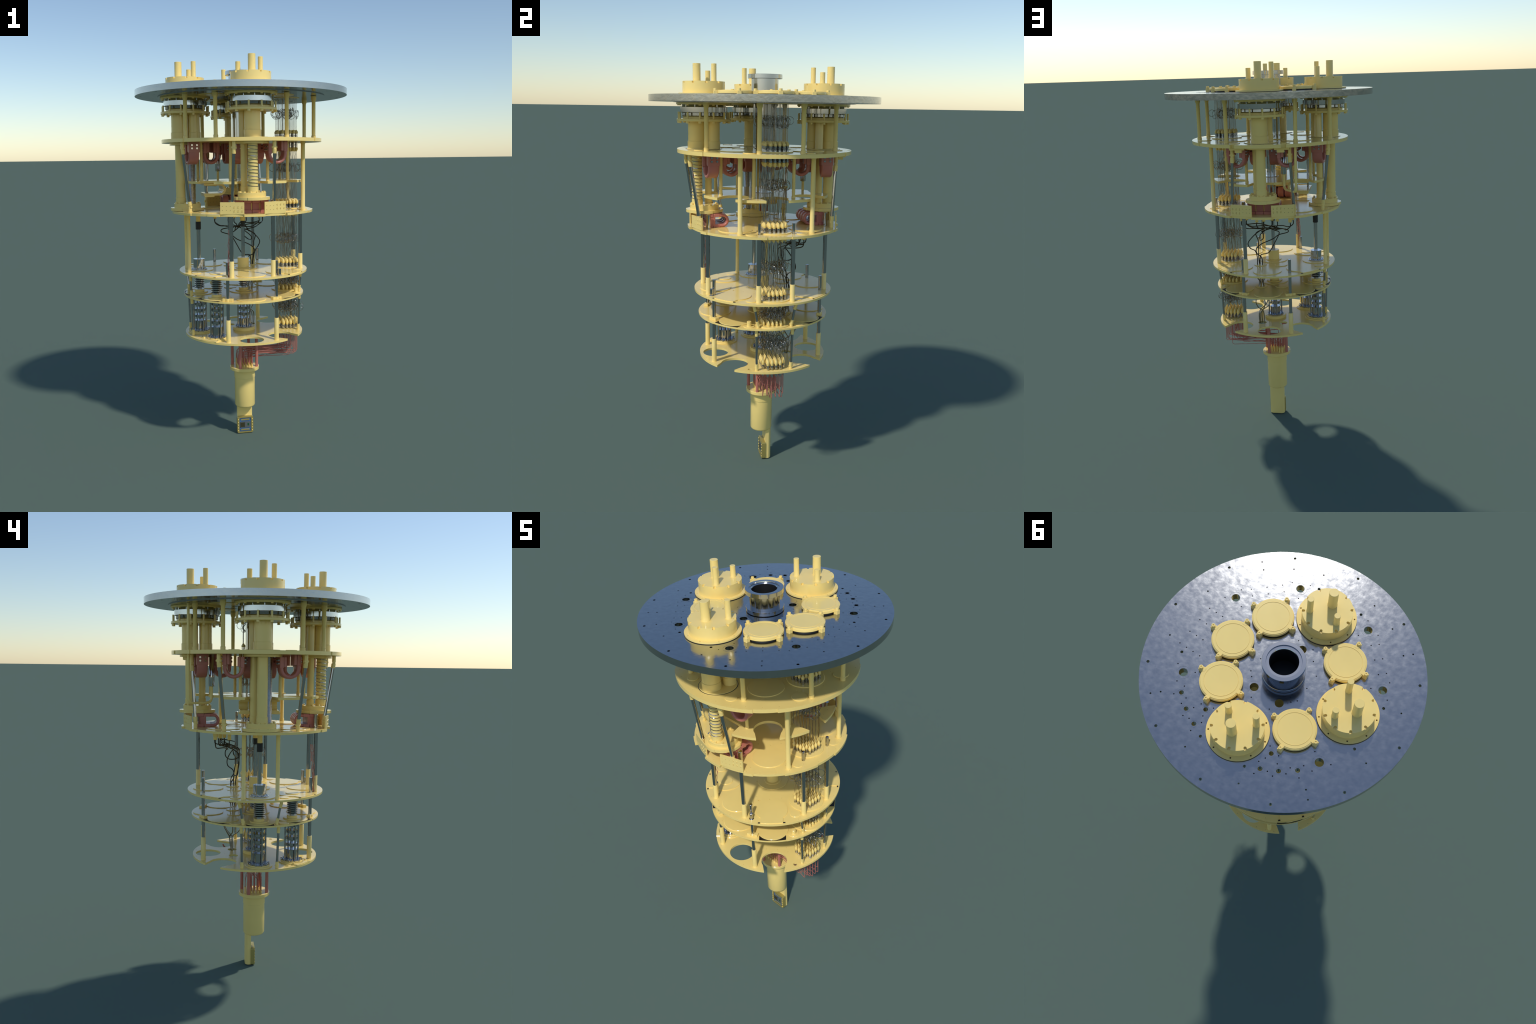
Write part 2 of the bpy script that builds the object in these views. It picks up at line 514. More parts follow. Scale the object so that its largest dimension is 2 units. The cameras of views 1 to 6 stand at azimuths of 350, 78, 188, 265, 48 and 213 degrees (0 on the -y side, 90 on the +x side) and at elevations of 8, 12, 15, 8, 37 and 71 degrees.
def port_notch_outline(R, ports, rc=0.0655, half_open=0.051):
    """disc whose rim is opened by keyhole bays at the given port angles"""
    pts = []
    ports = sorted(p % 360 for p in ports)
    da = math.degrees(math.asin(half_open / R))
    for i, p in enumerate(ports):
        nxt = ports[(i + 1) % len(ports)] + (360 if i == len(ports) - 1 else 0)
        # bay walked inwards: from rim corner at p-da, round the circle, to rim corner p+da
        a = radians(p); c = PORT_R
        pts.append(polar(R, p - da))
        # circle points, local (u,t): start on t<0 side
        start = radians(-62); 
        for k in range(29):
            b = start - (2 * pi - 2 * radians(62)) * k / 28
            u = c + rc * cos(b); t = rc * sin(b)
            pts.append((u * cos(a) - t * sin(a), u * sin(a) + t * cos(a)))
        pts.append(polar(R, p + da))
        span = (nxt - da) - (p + da)
        m = max(2, int(span / 2))
        for k in range(1, m):
            pts.append(polar(R, p + da + span * k / m))
    return pts

def screw_holes(seed, R, rings, avoid, r=0.0019):
    """little tapped holes on bolt circles, skipping anything listed in avoid [(x,y,r)]"""
    rnd = random.Random(seed); out = []
    for rad, n, off in rings:
        for k in range(n):
            a = off + 360.0 * k / n + rnd.uniform(-1.5, 1.5)
            p = polar(rad, a)
            if all(hypot(p[0] - q[0], p[1] - q[1]) > q[2] + 0.005 for q in avoid):
                out.append((p[0], p[1], r))
    good = []
    for h in out:
        if all(hypot(h[0] - g[0], h[1] - g[1]) > 0.008 for g in good):
            good.append(h)
    return good

def all_ports(r):
    return [(*polar(PORT_R, 45 * k), r) for k in range(8)]

# plate 1
notch1 = [(c, 7.0, 0.004) for c in (45, -45, 135, -135)] + [(72.3, 1.7, 0.02), (107.7, 1.7, 0.02), (90, 0.01, 0)]
heads_av = [(*polar(HEAD_R, A), 0.09) for A in HEADS]
h1 = screw_holes(1, 0.4165, [(0.395, 36, 4), (0.30, 26, 9), (0.335, 22, 0), (0.13, 14, 5)], all_ports(0.08) + heads_av)
plate1 = place("stage_plate", plate_mesh("stage_plate_first", rim_outline(0.4165, notch1), h1, *P1, GOLD), root)
# plate between
def hanging_outline(R=0.312, rc=0.0655, half_open=0.051):
    pts = []
    da = math.degrees(math.asin(half_open / R))
    for p in range(-45, 315, 45):
        a = radians(p)
        wedge = lambda u, t: (u * cos(a) - t * sin(a), u * sin(a) + t * cos(a))
        if p in (-90, 270, 180, 90):
            if p == 90:
                pts += [polar(R, p - 14.2), wedge(0.228, -0.055), wedge(0.2285, 0.0), wedge(0.236, 0.051), (-0.098, 0.214)]
                continue
            pts += [polar(R, p - 14.2), wedge(0.228, -0.055), wedge(0.228, 0.055), polar(R, p + 14.2)]
            d1 = 14.2
        else:
            if p != 135:
                pts.append(polar(R, p - da))
            for k in range(29):
                b_ = radians(-62) - (2 * pi - 2 * radians(62)) * k / 28
                if p == 135 and k < 7:
                    continue
                pts.append(wedge(PORT_R + rc * cos(b_), rc * sin(b_)))
            pts.append(polar(R, p + da))
            d1 = da
        q = p + 45
        d2 = 14.2 if q % 90 == 0 and q % 360 != 0 else da
        span = (q - d2) - (p + d1)
        for k in range(1, 10):
            pts.append(polar(R, p + d1 + span * k / 10))
    return pts
mid = place("stage_plate", plate_mesh("stage_plate_hanging", hanging_outline(),
            [(*polar(0.15, 30 * k + 10), 0.0019) for k in range(12)] + [(*polar(0.28, 22.5 + 45 * k + s_), 0.0019) for k in range(8) if k != 2 for s_ in (-5, 5)],
            *MID, GOLD), root)
# plate 2
notch2 = [(c, h, 0.005) for c, h in ((45, 10), (-45, 11), (135, 8), (-135, 8), (0, 9))] + [(a0 + s_ * 17.6, 9.6, 0.0145) for a0 in (-90, 90) for s_ in (-1, 1)]
h2 = screw_holes(2, 0.3705, [(0.352, 34, 3), (0.32, 20, 12), (0.14, 16, 0), (0.19, 16, 11), (0.30, 18, 5)], all_ports(0.08))
plate2 = place("stage_plate", plate_mesh("stage_plate_second", rim_outline(0.3705, notch2), h2, *P2, GOLD), root)
# plate 3 and 4
h3 = screw_holes(3, 0.3405, [(0.327, 24, 7), (0.15, 14, 0), (0.08, 8, 4)], all_ports(0.08))
h3.append((0.066, -0.157, 0.0052))
plate3 = place("stage_plate", plate_mesh("stage_plate_third", circle(0.3405, 240), h3, *P3, GOLD), root)
notch4 = [(c, 12.5, 0.0015) for c in (45, -45, 135, -135, 180)]
h4 = screw_holes(4, 0.321, [(0.145, 14, 0), (0.30, 16, 11)], all_ports(0.08))
plate4 = place("stage_plate", plate_mesh("stage_plate_fourth", rim_outline(0.321, notch4), h4, *P4, GOLD), root)
# plate 5 with bays and windows
h5 = screw_holes(5, 0.3155, [(0.305, 40, 4), (0.155, 18, 0), (0.185, 12, 6)], all_ports(0.072) + [(0.058, 0.113, 0.03), (-0.058, 0.111, 0.03)])
win = [(0, -PORT_R, 0.0632), (0, PORT_R, 0.0632), (0.058, 0.112, 0.0235), (-0.058, 0.111, 0.0235), (*polar(0.285, -23), 0.010), (*polar(0.285, -152), 0.010)]
h5 = [h for h in h5 if all(hypot(h[0] - w[0], h[1] - w[1]) > w[2] + 0.006 for w in win)]
plate5 = place("stage_plate", plate_mesh("stage_plate_fifth", port_notch_outline(0.3155, [45, 135, -45]), win + h5, *P5, GOLD), root)

# round covers lying on the plates
def disc_mesh(r, h):
    return MB().cyl(0, 0, -0.0005, h, r, 64 if r > 0.05 else 40, 0.0008).mesh("cover_disc", GOLD)
me_d1 = disc_mesh(0.079, 0.0035); me_d3 = disc_mesh(0.0765, 0.0038); me_ds = disc_mesh(0.034, 0.0035)
me_dq = disc_mesh(0.0255, 0.0032); me_dw = disc_mesh(0.082, 0.005)
def disc(me, x, y, z, parent):
    return place("cover_disc", me, parent, (x, y, z))
for d in (45, -45, 135, -135):
    disc(me_d1, *polar(PORT_R, d), P1[1], plate1)
disc(me_dw, PORT_R, 0, P1[1], plate1)
for d in (21.5, -21.5, 69, -69, 111, -111, 158.5, -158.5):
    disc(me_ds if abs(d) < 30 else me_dq, *polar(0.35, d), P1[1], plate1)
for d in (62.6, 117.4, -90):
    disc(me_ds, *polar(0.124, d), P1[1], plate1)
for d in (45, -45, 135, -135):
    disc(me_d1, *polar(PORT_R, d), P2[1], plate2)
disc(me_dw, PORT_R, 0, P2[1], plate2)
for d in (21.5, -21.5, 158.5, -158.5):
    disc(me_dq, *polar(0.32, d), P2[1], plate2)
for d in (62.6, 117.4):
    disc(me_ds, *polar(0.124, d), P2[1], plate2)
# keyhole covers on the third plate
def keyhole(r, half, R, z0, z1, name):
    pts = []
    a0 = math.asin(half / r)
    n = 48
    for k in range(n + 1):
        b = a0 + (2 * pi - 2 * a0) * k / n
        pts.append((PORT_R + r * cos(b), r * sin(b)))
    xr = sqrt(R * R - half * half)
    for k in range(9):
        t = -half + 2 * half * k / 8
        pts.append((sqrt(R * R - t * t), t))
    return plate_mesh(name, pts, [], z0, z1, GOLD)
me_key = keyhole(0.0765, 0.054, 0.333, P3[1] - 0.0005, P3[1] + 0.0038, "keyhole_cover")
for d in (45, -45, 135, -135):
    place("keyhole_cover", me_key, plate3, rz=radians(d))
disc(me_d3, *polar(PORT_R, 90), P3[1], plate3)
disc(me_d3, *polar(PORT_R, -90), P3[1], plate3)
disc(me_d3, *polar(PORT_R, 180), P3[1], plate3)
disc(me_dw, PORT_R, 0, P3[1], plate3)
disc(me_d3, 0, 0, P3[1], plate3)
mb = MB()
for d in (45, -45, 135, -135):
    for s in (-1, 1):
        p = polar(0.3312, d + s * 10.3)
        mb.box(p[0], p[1], P3[1] + 0.0002, 0.007, 0.0115, 0.0022, radians(d), 0)
place("rim_inlay", mb.mesh("rim_inlay", BLACK), plate3, stuff=True)
for d in (62.6, 117.4):
    disc(me_ds, *polar(0.124, d), P3[1], plate3)
for d in (156.4, -156.4, 22, -22):
    disc(me_dq, *polar(0.287, d), P3[1], plate3)
disc(me_ds, *polar(PORT_R, -135), P3[1] + 0.0035, plate3)
# fourth plate
for d in (45, -45, 135, -135, 90, -90, 180):
    disc(me_d3, *polar(PORT_R, d), P4[1], plate4)
disc(me_dw, PORT_R, 0, P4[1], plate4)
for d in (62.6, 117.4):
    disc(me_ds, *polar(0.124, d), P4[1], plate4)
for d in (156.4, -156.4, 24, -24):
    disc(me_dq, *polar(0.287, d), P4[1], plate4)
disc(me_d3, 0, 0, P4[1], plate4)
def crescent():
    """dark slot between a cover disc and the rim"""
    pts = []; R = 0.3172; r = 0.0768; hw = 0.0655
    m = 16
    for k in range(m + 1):
        t = -hw + 2 * hw * k / m
        pts.append((sqrt(R * R - t * t), t))
    for k in range(m + 1):
        t = hw - 2 * hw * k / m
        pts.append((min(PORT_R + sqrt(r * r - t * t), sqrt(R * R - t * t) - 0.0004), t))
    return plate_mesh("rim_slot", pts, [], P4[1] - 0.001, P4[1] + 0.0006, BLACK)
me_cres = crescent()
for d in (45, -45, 135, -135, 180):
    place("rim_slot", me_cres, plate4, rz=radians(d))
mb = MB().cyl(*polar(0.287, -24), P4[1], P4[1] + 0.026, 0.0105, 28)
place("pin", mb.mesh("pin", GOLD), plate4)

# ------------------------------------------------------------------ posts
def post_mesh(z0, z1, r, flare=0.0, foot=0.002, fh=0.014):
    prof = [(r + foot, z0), (r + foot, z0 + fh), (r, z0 + fh + 0.002)]
    if flare:
        prof += [(r, z1 - 0.028), (r + flare, z1 - 0.018), (r + flare, z1)]
    else:
        prof += [(r, z1)]
    return MB().lathe(prof, seg=24).mesh("support_post", GOLD)
me_p01 = post_mesh(P1[1], Z_TOP0, 0.0098, 0.004)
for d in (60, -60, 120, -120):
    place("support_post", me_p01, root, (*polar(0.3475, d), 0))
place("support_post", me_p01, root, (-0.334, 0.178, 0))
place("support_post", me_p01, root, (-0.307, -0.183, 0))
for d in (15, -15):
    place("support_post", me_p01, root, (*polar(0.376, d), 0))
mb = MB().lathe([(0.0125, P2[1]), (0.0125, P2[1] + 0.014), (0.0105, P2[1] + 0.017), (0.0105, P1[0] - 0.012), (0.0135, P1[0] - 0.006), (0.0135, P1[0])], seg=24)
me_p12 = mb.mesh("support_post", GOLD)
for d in (30, -30):
    place("support_post", me_p12, root, (*polar(0.333, d), 0))
me_pm = post_mesh(MID[1], P1[0], 0.0076, 0.0, 0.0015, 0.008)
for k in (0, 1, 3, 4, 5, 6, 7):
    place("support_post", me_pm, root, (*polar(0.2425, 22.5 + 45 * k), 0))
# steel rods with gold sleeves between second and third plate
me_rod = MB().cyl(0, 0, 1.0, P2[0], 0.0098, 24, 0).mesh("insulating_rod", ROD)
me_sleeve = MB().lathe([(0.0122, P3[1]), (0.0122, P3[1] + 0.004), (0.0117, P3[1] + 0.005), (0.0117, 1.0095), (0.0112, 1.0103)], seg=28).mesh("rod_sleeve", GOLD)
for d in (15, -15, 70, -70, -110):
    o = place("insulating_rod", me_rod, root, (*polar(0.306, d), 0))
    place("rod_sleeve", me_sleeve, o)
me_gp = MB().lathe([(0.0110, P3[1]), (0.0110, P3[1] + 0.01), (0.0095, P3[1] + 0.013), (0.0095, P2[0] - 0.01), (0.011, P2[0] - 0.006), (0.011, P2[0])], seg=24).mesh("support_post", GOLD)
for d in (165, -165):
    place("support_post", me_gp, root, (*polar(0.306, d), 0))
# long rods from above the third plate down to the fifth
me_long = MB().cyl(0, 0, 0.70, 1.0025, 0.0083, 24).mesh("insulating_rod", ROD)
me_sl5 = MB().lathe([(0.0122, P5[1]), (0.0117, P5[1] + 0.005), (0.0117, 0.7078), (0.0112, 0.7086)], seg=28).mesh("rod_sleeve", GOLD)
mb = MB().ring(0, 0, P4[1], P4[1] + 0.0135, 0.008, 0.0135, 28)
mb.box(0.019, 0, P4[1] + 0.0068, 0.016, 0.02, 0.0132)
mb.box(-0.019, 0, P4[1] + 0.0068, 0.016, 0.02, 0.0132)
me_clampring = mb.mesh("rod_clamp", GOLD)
for d in (64.5, -64.5, 115, -115):
    o = place("insulating_rod", me_long, root, (*polar(0.2905, d), 0), radians(d))
    place("rod_sleeve", me_sl5, o)
    place("rod_clamp", me_clampring, o, rz=pi / 2)
me_pin = MB().cyl(0, 0, P3[1], P3[1] + 0.033, 0.0085, 24).cyl(0, 0, P3[1], P3[1] + 0.002, 0.012, 24).mesh("chrome_stub", ROD)
place("chrome_stub", me_pin, plate3, (0.139, -0.275, 0))
me_st2 = MB().cyl(0, 0, P2[1], P2[1] + 0.05, 0.0075, 24).mesh("chrome_stub", ROD)
for d in (15, -15, 70, -110):
    place("chrome_stub", me_st2, plate2, (*polar(0.306, d), 0))

# ------------------------------------------------------------------ tilted struts with clevises
def strut(top, bot, z_up, z_dn, r=0.0078):
    """inclined rod; gold clevis heads reach the plates at z_up and z_dn"""
    T = Vector(top); B = Vector(bot)
    mb = MB().tube([T, B], r, 20)
    o = place("strut", mb.mesh("strut", ROD), root)
    mb = MB()
    d = (T - B).normalized()
    def clevis(P, d, zend):
        E = Vector((P.x + d.x * 0.02, P.y + d.y * 0.02, 0))
        s = 1 if zend > P.z else -1
        L = abs(zend - P.z)
        mb.tube([P - d * 0.004 * s * 1, P + d * s * L * 0.30], 0.0104, 20)
        k = P + d * s * L * 0.45
        mb.box(k.x, k.y, k.z, 0.0155, 0.0155, L * 0.45, atan2(k.y, k.x), 0.003)
        tn = Vector((-k.y, k.x, 0)).normalized()
        mb.tube([k - tn * 0.0125, k + tn * 0.0125], 0.0058, 14)
        mb.cyl(k.x, k.y, min(k.z, zend), max(k.z, zend), 0.0092, 20)
    clevis(T, d, z_up)
    clevis(B, d, z_dn)
    place("clevis", mb.mesh("clevis", GOLD), o)
for s in (-1, 1):
    strut((s * 0.098, -0.365, 1.540), (s * 0.1025, -0.329, 1.302), P1[0], P2[1])
    strut((-0.323, s * 0.194, 1.540), (-0.2955, s * 0.172, 1.298), P1[0], P2[1])
    strut((s * 0.146, 0.3145, 1.519), (s * 0.1575, 0.3015, 1.298), P1[0], P2[1])
# mounting blocks that carry the rear clevises
mb = MB()
for s in (-1, 1):
    mb.box(s * 0.112, 0.345, 1.5875, 0.075, 0.035, 0.0135)
    mb.box(s * 0.105, 0.345, 1.5745, 0.035, 0.028, 0.014)
place("clevis_block", mb.mesh("clevis_block", GOLD), root)

# V links between third, fourth and fifth plates
def vlink(p_top, p_bot, zt, zb, r):
    T = Vector((*p_top, zt)); B = Vector((*p_bot, zb))
    d = (T - B)
    e = min(0.30, 0.032 / d.length)
    a = B + d * (e - 0.02); b_ = B + d * (1 - e + 0.02)
    o = place("link_rod", MB().tube([a, b_], r, 16).mesh("link_rod", ROD), root)
    mb = MB()
    mb.cyl(B.x, B.y, B.z, B.z + 0.016, r + 0.0022, 16)
    mb.tube([B + Vector((0, 0, 0.012)), B + d * e], r + 0.0022, 16)
    mb.cyl(T.x, T.y, T.z - 0.016, T.z, r + 0.0022, 16)
    mb.tube([T - Vector((0, 0, 0.012)), B + d * (1 - e)], r + 0.0022, 16)
    tn = Vector((-B.y, B.x, 0)).normalized(); k = B + Vector((0, 0, 0.013))
    mb.tube([k - tn * 0.009, k + tn * 0.009], 0.0042, 12)
    place("clevis", mb.mesh("clevis", GOLD), o)
for s in (-1, 1):
    vlink((0.293, s * 0.099), (0.288, s * 0.079), P3[0], P4[1], 0.0056)
    vlink((0.288, s * 0.086), (0.283, s * 0.082), P4[0], P5[1], 0.0058)
    vlink((-0.293, s * 0.099), (-0.288, s * 0.079), P3[0], P4[1], 0.0056)
    vlink((-0.288, s * 0.088), (-0.283, s * 0.083), P4[0], P5[1], 0.0058)

# ------------------------------------------------------------------ copper straps under the first plate
def u_path(w, drop, z_a, z_b, n=18):
    """U in the (t,z) plane, legs at t = -w/2 (to z_a) and +w/2 (to z_b)"""
    R = w / 2
    pts = [(-R, z_a), (-R, (z_a + drop + R) / 2)]
    for k in range(n + 1):
        a = pi + pi * k / n
        pts.append((R * cos(a), drop + R + R * sin(a)))
    pts += [(R, (z_b + drop + R) / 2), (R, z_b)]
    return pts

def hanging_strap(cx, cy, ang, width, w, z_a, z_b, block_a, block_b):
    """U strap hung below a plate; ang = direction from leg a to leg b"""
    d = Vector((cos(ang), sin(ang), 0)); s = Vector((-sin(ang), cos(ang), 0))
    C = Vector((cx, cy, 0)); t = 0.0165
    path = [C + d * p[0] + Vector((0, 0, p[1])) for p in u_path(w - t, 1.4845 + t / 2, z_a, z_b)]
    mb = MB().strip(path, width, t, s, 0.48, 4)
    for sg, zt, zb in ((-1, z_a, block_a), (1, z_b, block_b)):
        p = C + d * sg * (w - t) / 2
        mb.box(p.x, p.y, (zt + zb) / 2, t + 0.002, width + 0.004, zt - zb, ang, 0.001)
        p2 = C + d * sg * ((w - t) / 2 - t)
        mb.box(p2.x, p2.y, (zt + zb) / 2 + 0.002, t * 0.8, width, zt - zb - 0.004, ang, 0.001)
    o = place("thermal_strap", mb.mesh("thermal_strap", COPPER, 40), root)
    mb = MB()
    for sg, zt, zb in ((-1, z_a, block_a), (1, z_b, block_b)):
        p = C + d * sg * ((w - t) / 2 + t / 2 + 0.0005)
        for i in (-1, 1):
            for k in (0.40, 0.72):
                q = p + s * i * width * 0.24 + Vector((0, 0, zb + (zt - zb) * k))
                mb.tube([q, q + d * sg * 0.006], [0.0056, 0.0048], 12)
    place("strap_bolt", mb.mesh("strap_bolt", ROD), o, stuff=True)

for A, sides in ((180, (-1, 1)), (-90, (1,)), (90, (-1, 1))):
    for s in sides:
        c = loc_to_world(A, 0.2745, s * 0.125)
        ang = radians(A + s * 100)
        hanging_strap(c[0], c[1], ang, 0.053, 0.098, 1.583, P1[0], 1.534, 1.544)
for A in HEADS:
    for s in (-1, 1):
        c = loc_to_world(A, 0.172, s * 0.047)
        hanging_strap(c[0], c[1], radians(A + s * 8), 0.053, 0.084, P1[0], P1[0], 1.54, 1.54)

# ------------------------------------------------------------------ second stage straps and panels
def side_strap(A, t0, mat, u_out, u_in, z0, z1, width, th):
    """U strap lying on its side: legs radial, bend pointing to the axis"""
    a = radians(A); d = Vector((cos(a), sin(a), 0)); s = Vector((-sin(a), cos(a), 0))
    R = (z1 - z0 - th) / 2; zc = (z0 + z1) / 2
    ub = u_in + R + th / 2
    pts = [(u_out, zc + R), ((u_out + ub) / 2, zc + R)]
    for k in range(17):
        b = pi / 2 + pi * k / 16
        pts.append((ub + R * cos(b), zc + R * sin(b)))
    pts += [((u_out + ub) / 2, zc - R), (u_out, zc - R)]
    path = [d * u + s * t0 + Vector((0, 0, z)) for u, z in pts]
    return path, s

for A in (-90, 90):
    bolts = MB()
    for i in range(4):
        t0 = (i - 1.5) * 0.042
        path, s = side_strap(A, t0, COPPER, 0.288, 0.183, P2[1] + 0.001, 1.310, 0.036, 0.0135)
        mb = MB().strip(path, 0.034, 0.0135, s, 0.45, 4)
        for zc in (P2[1] + 0.0075, 1.3035):
            c = loc_to_world(A, 0.276, t0)
            mb.box(c[0], c[1], zc, 0.032, 0.0405, 0.0150, radians(A), 0.0008)
            c = loc_to_world(A, 0.243, t0)
            mb.box(c[0], c[1], zc, 0.03, 0.037, 0.0145, radians(A), 0.0008)
        c = loc_to_world(A, 0.264, t0)
        mb.box(c[0], c[1], 1.2785, 0.03, 0.0365, 0.05, radians(A), 0.002)
        place("thermal_strap", mb.mesh("thermal_strap", COPPER, 40), root)
    mb = MB()
    for t in (-0.042, 0.0, 0.042):
        c = loc_to_world(A, 0.272, t)
        mb.cyl(c[0], c[1], P2[1], 1.311, 0.0035, 12, 0)
    place("strap_pin", mb.mesh("strap_pin", GOLD), root)
    mb = MB()
    for t in ((-0.104, 0.104) if A == -90 else (-0.104,)):
        c = loc_to_world(A, 0.285, t)
        mb.cyl(c[0], c[1], P2[1], 1.312, 0.0105, 24)
    place("stand_off", mb.mesh("stand_off", CHROME), root)
    # perforated wiring panels
    for s in (-1, 1):
        p0 = Vector((*loc_to_world(A, 0.3555, s * 0.0495), 0)); p1 = Vector((*loc_to_world(A, 0.3205, s * 0.161), 0))
        m = (p0 + p1) / 2; L = (p1 - p0).length
        ang = atan2((p1 - p0).y, (p1 - p0).x)
        holes = [(-L / 2 + L * (0.09 + 0.164 * i), zz, 0.0016) for i in range(6) for zz in (-0.0095, 0.0095)]
        me = plate_mesh("wiring_panel", [(-L / 2, -0.029), (L / 2, -0.029), (L / 2, 0.029), (-L / 2, 0.029)], holes, -0.003, 0.003, GOLD)
        o = place("wiring_panel", me, root, (m.x, m.y, 1.2756))
        o.rotation_euler = (pi / 2, 0, ang)
        mb = MB()
        mb.box(0, 0, 0.0, L * 0.96, 0.05, 0.001, 0, 0)
        b_ = place("panel_backing", mb.mesh("panel_backing", BLACK), o)
        mb = MB()
        for i in range(6):
            for zz in (-0.0095, 0.0095):
                if (i >= 3) == (s * A < 0):
                    mb.lathe([(0.0042, 0.0028), (0.0034, 0.0042), (0.0024, 0.0043), (0.002, 0.003)],
                             -L / 2 + L * (0.09 + 0.164 * i), zz + 0.006, 12)
        sgn = 1 if (m + Vector((sin(ang), -cos(ang), 0)) * 0.01).length > m.length else -1
        q = place("panel_eyelet", mb.mesh("panel_eyelet", GOLD), o, stuff=True)
        if sgn < 0:
            q.rotation_euler = (pi, 0, 0)
# gold U straps below the hanging plate, beside the large hose
for i in range(4):
    t0 = (i - 1.5) * 0.047
    path, s = side_strap(180, t0, GOLD, 0.212, 0.100, 1.325, MID[0] - 0.001, 0.044, 0.0115)
    mb = MB().strip(path, 0.0445, 0.0115, s, 0.1, 1)
    place("thermal_strap", mb.mesh("thermal_strap", GOLD, 40), root)
mb = MB().box(-0.185, 0, 1.3235, 0.05, 0.196, 0.010)
place("strap_bar", mb.mesh("strap_bar", GOLD), root)
place("guide_rod", MB().cyl(-0.197, -0.03, 1.336, P1[0], 0.0058, 16).mesh("guide_rod", CHROME), root)
# heat switch with its bent gold pipe
px, py = -0.1, 0.223
mb = MB()
mb.lathe([(0.0135, 1.4435), (0.0147, 1.446), (0.0147, 1.53), (0.012, 1.535), (0.012, P1[0])], px, py, 10)
place("heat_switch", mb.mesh("heat_switch", CHROME), root)
def fillet(pts, r, n=8):
    P = [Vector(p) for p in pts]; out = [P[0]]
    for i in range(1, len(P) - 1):
        a = (P[i - 1] - P[i]); b_ = (P[i + 1] - P[i])
        rr = min(r, a.length * 0.49, b_.length * 0.49)
        A_ = P[i] + a.normalized() * rr; B_ = P[i] + b_.normalized() * rr
        for k in range(n + 1):
            t = k / n
            out.append(A_.lerp(P[i], t).lerp(P[i].lerp(B_, t), t))
    out.append(P[-1])
    return out
pts = fillet([(px, py, 1.4445), (px, py, 1.366), (-0.175, 0.332, 1.366), (-0.175, 0.332, Z_TOP0)], 0.028)
place("capillary_pipe", MB().tube(pts, 0.0066, 14).mesh("capillary_pipe", GOLD), root)

# ------------------------------------------------------------------ lines between second and third plate
mb = MB()
mb.cyl(-PORT_R, 0, 0.985, 1.15, 0.0101, 28, 0)
mb.cyl(-PORT_R, 0, 0.937, 0.9885, 0.0306, 10 * 4, 0.001)
mb.cyl(-PORT_R, 0, P3[1] + 0.0035, 0.937, 0.0437, 48, 0.001)
for k in range(16):
    mb.cyl(-PORT_R + 0.038 * cos(k * pi / 8), 0.038 * sin(k * pi / 8), 0.936, 0.940, 0.0028, 8, 0)
place("still_line", mb.mesh("still_line", CHROME), root)
mb = MB().cyl(-PORT_R, 0, 1.1445, 1.186, 0.0142, 28)
mb.cyl(0, 0, 1.153, 1.1865, 0.0118, 28)
place("line_sleeve", mb.mesh("line_sleeve", BLACK), root)
mb = MB().cyl(-PORT_R, 0, 1.185, P2[0], 0.0118, 28, 0).cyl(0, 0, 1.185, P2[0], 0.0142, 28, 0)
place("line_fitting", mb.mesh("line_fitting", GOLD), root)
mb = MB().cyl(0, 0, 0.985, 1.155, 0.0097, 28, 0)
place("pumping_line", mb.mesh("pumping_line", CHROME), root)
mb = MB().cyl(0, 0, 0.937, 0.9885, 0.0306, 48)
mb.cyl(0, 0, P3[1] + 0.0035, 0.937, 0.043, 48)
place("line_cup", mb.mesh("line_cup", GOLD), root)

# bellows and heat exchangers
HX = ((-PORT_R, 0.0), polar(PORT_R, -135), (0.0, 0.0))
for i, (x, y) in enumerate(HX):
    mb = MB(); prof = [(0.012, 0.815), (0.012, 0.832)]
    z = 0.832; n = 9; dz = (P3[0] - z) / n
    for k in range(n):
        prof += [(0.019, z + dz * 0.1), (0.0268, z + dz * 0.3), (0.0268, z + dz * 0.6), (0.019, z + dz * 0.9)]
        z += dz
    mb.lathe(prof + [(0.019, P3[0])], x, y, 40)
    place("bellows", mb.mesh("bellows", ROD, 50), root)
    mb = MB().cyl(x, y, P4[1] + 0.003, P4[1] + 0.0085, 0.044, 48).cyl(x, y, P4[1], 0.826, 0.026, 24)
    place("bellows_base", mb.mesh("bellows_base", GOLD), root)
    rb = 0.0535 if i < 2 else 0.0605
    zb = P5[1] + (0.0095 if i < 2 else 0.016)
    mb = MB()
    if i < 2:
        mb.cyl(x, y, P5[1] - 0.0005, P5[1] + 0.005, 0.066, 64)
        mb.cyl(x, y, P5[1] + 0.004, zb, rb, 64)
    else:
        mb.cyl(x, y, P5[1] - 0.0005, zb, rb, 64)
    place("exchanger_base", mb.mesh("exchanger_base", GOLD), root)
    mb = MB().cyl(x, y, zb, zb + 0.004, 0.046, 48)
    mb.cyl(x, y, zb + 0.003, 0.657, 0.0283, 40)
    for zz in (0.6735, 0.706, 0.7385, 0.771):
        mb.cyl(x, y, zz, zz + 0.0148, 0.0283, 40)
    mb.cyl(x, y, 0.65, P4[0], 0.0075, 20, 0)
    for k in range(4):
        a = radians(20 + 90 * k)
        mb.cyl(x + 0.036 * cos(a), y + 0.036 * sin(a), zb, P4[0], 0.0042, 14, 0)
    for k in range(12):
        a = radians(30 * k)
        mb.cyl(x + 0.0425 * cos(a), y + 0.0425 * sin(a), zb + 0.0035, zb + 0.009, 0.0034, 8, 0)
        if i < 2:
            mb.cyl(x + 0.051 * cos(a + 0.2), y + 0.051 * sin(a + 0.2), zb - 0.001, zb + 0.007, 0.003, 8, 0)
    place("heat_exchanger", mb.mesh("heat_exchanger", ROD), root)
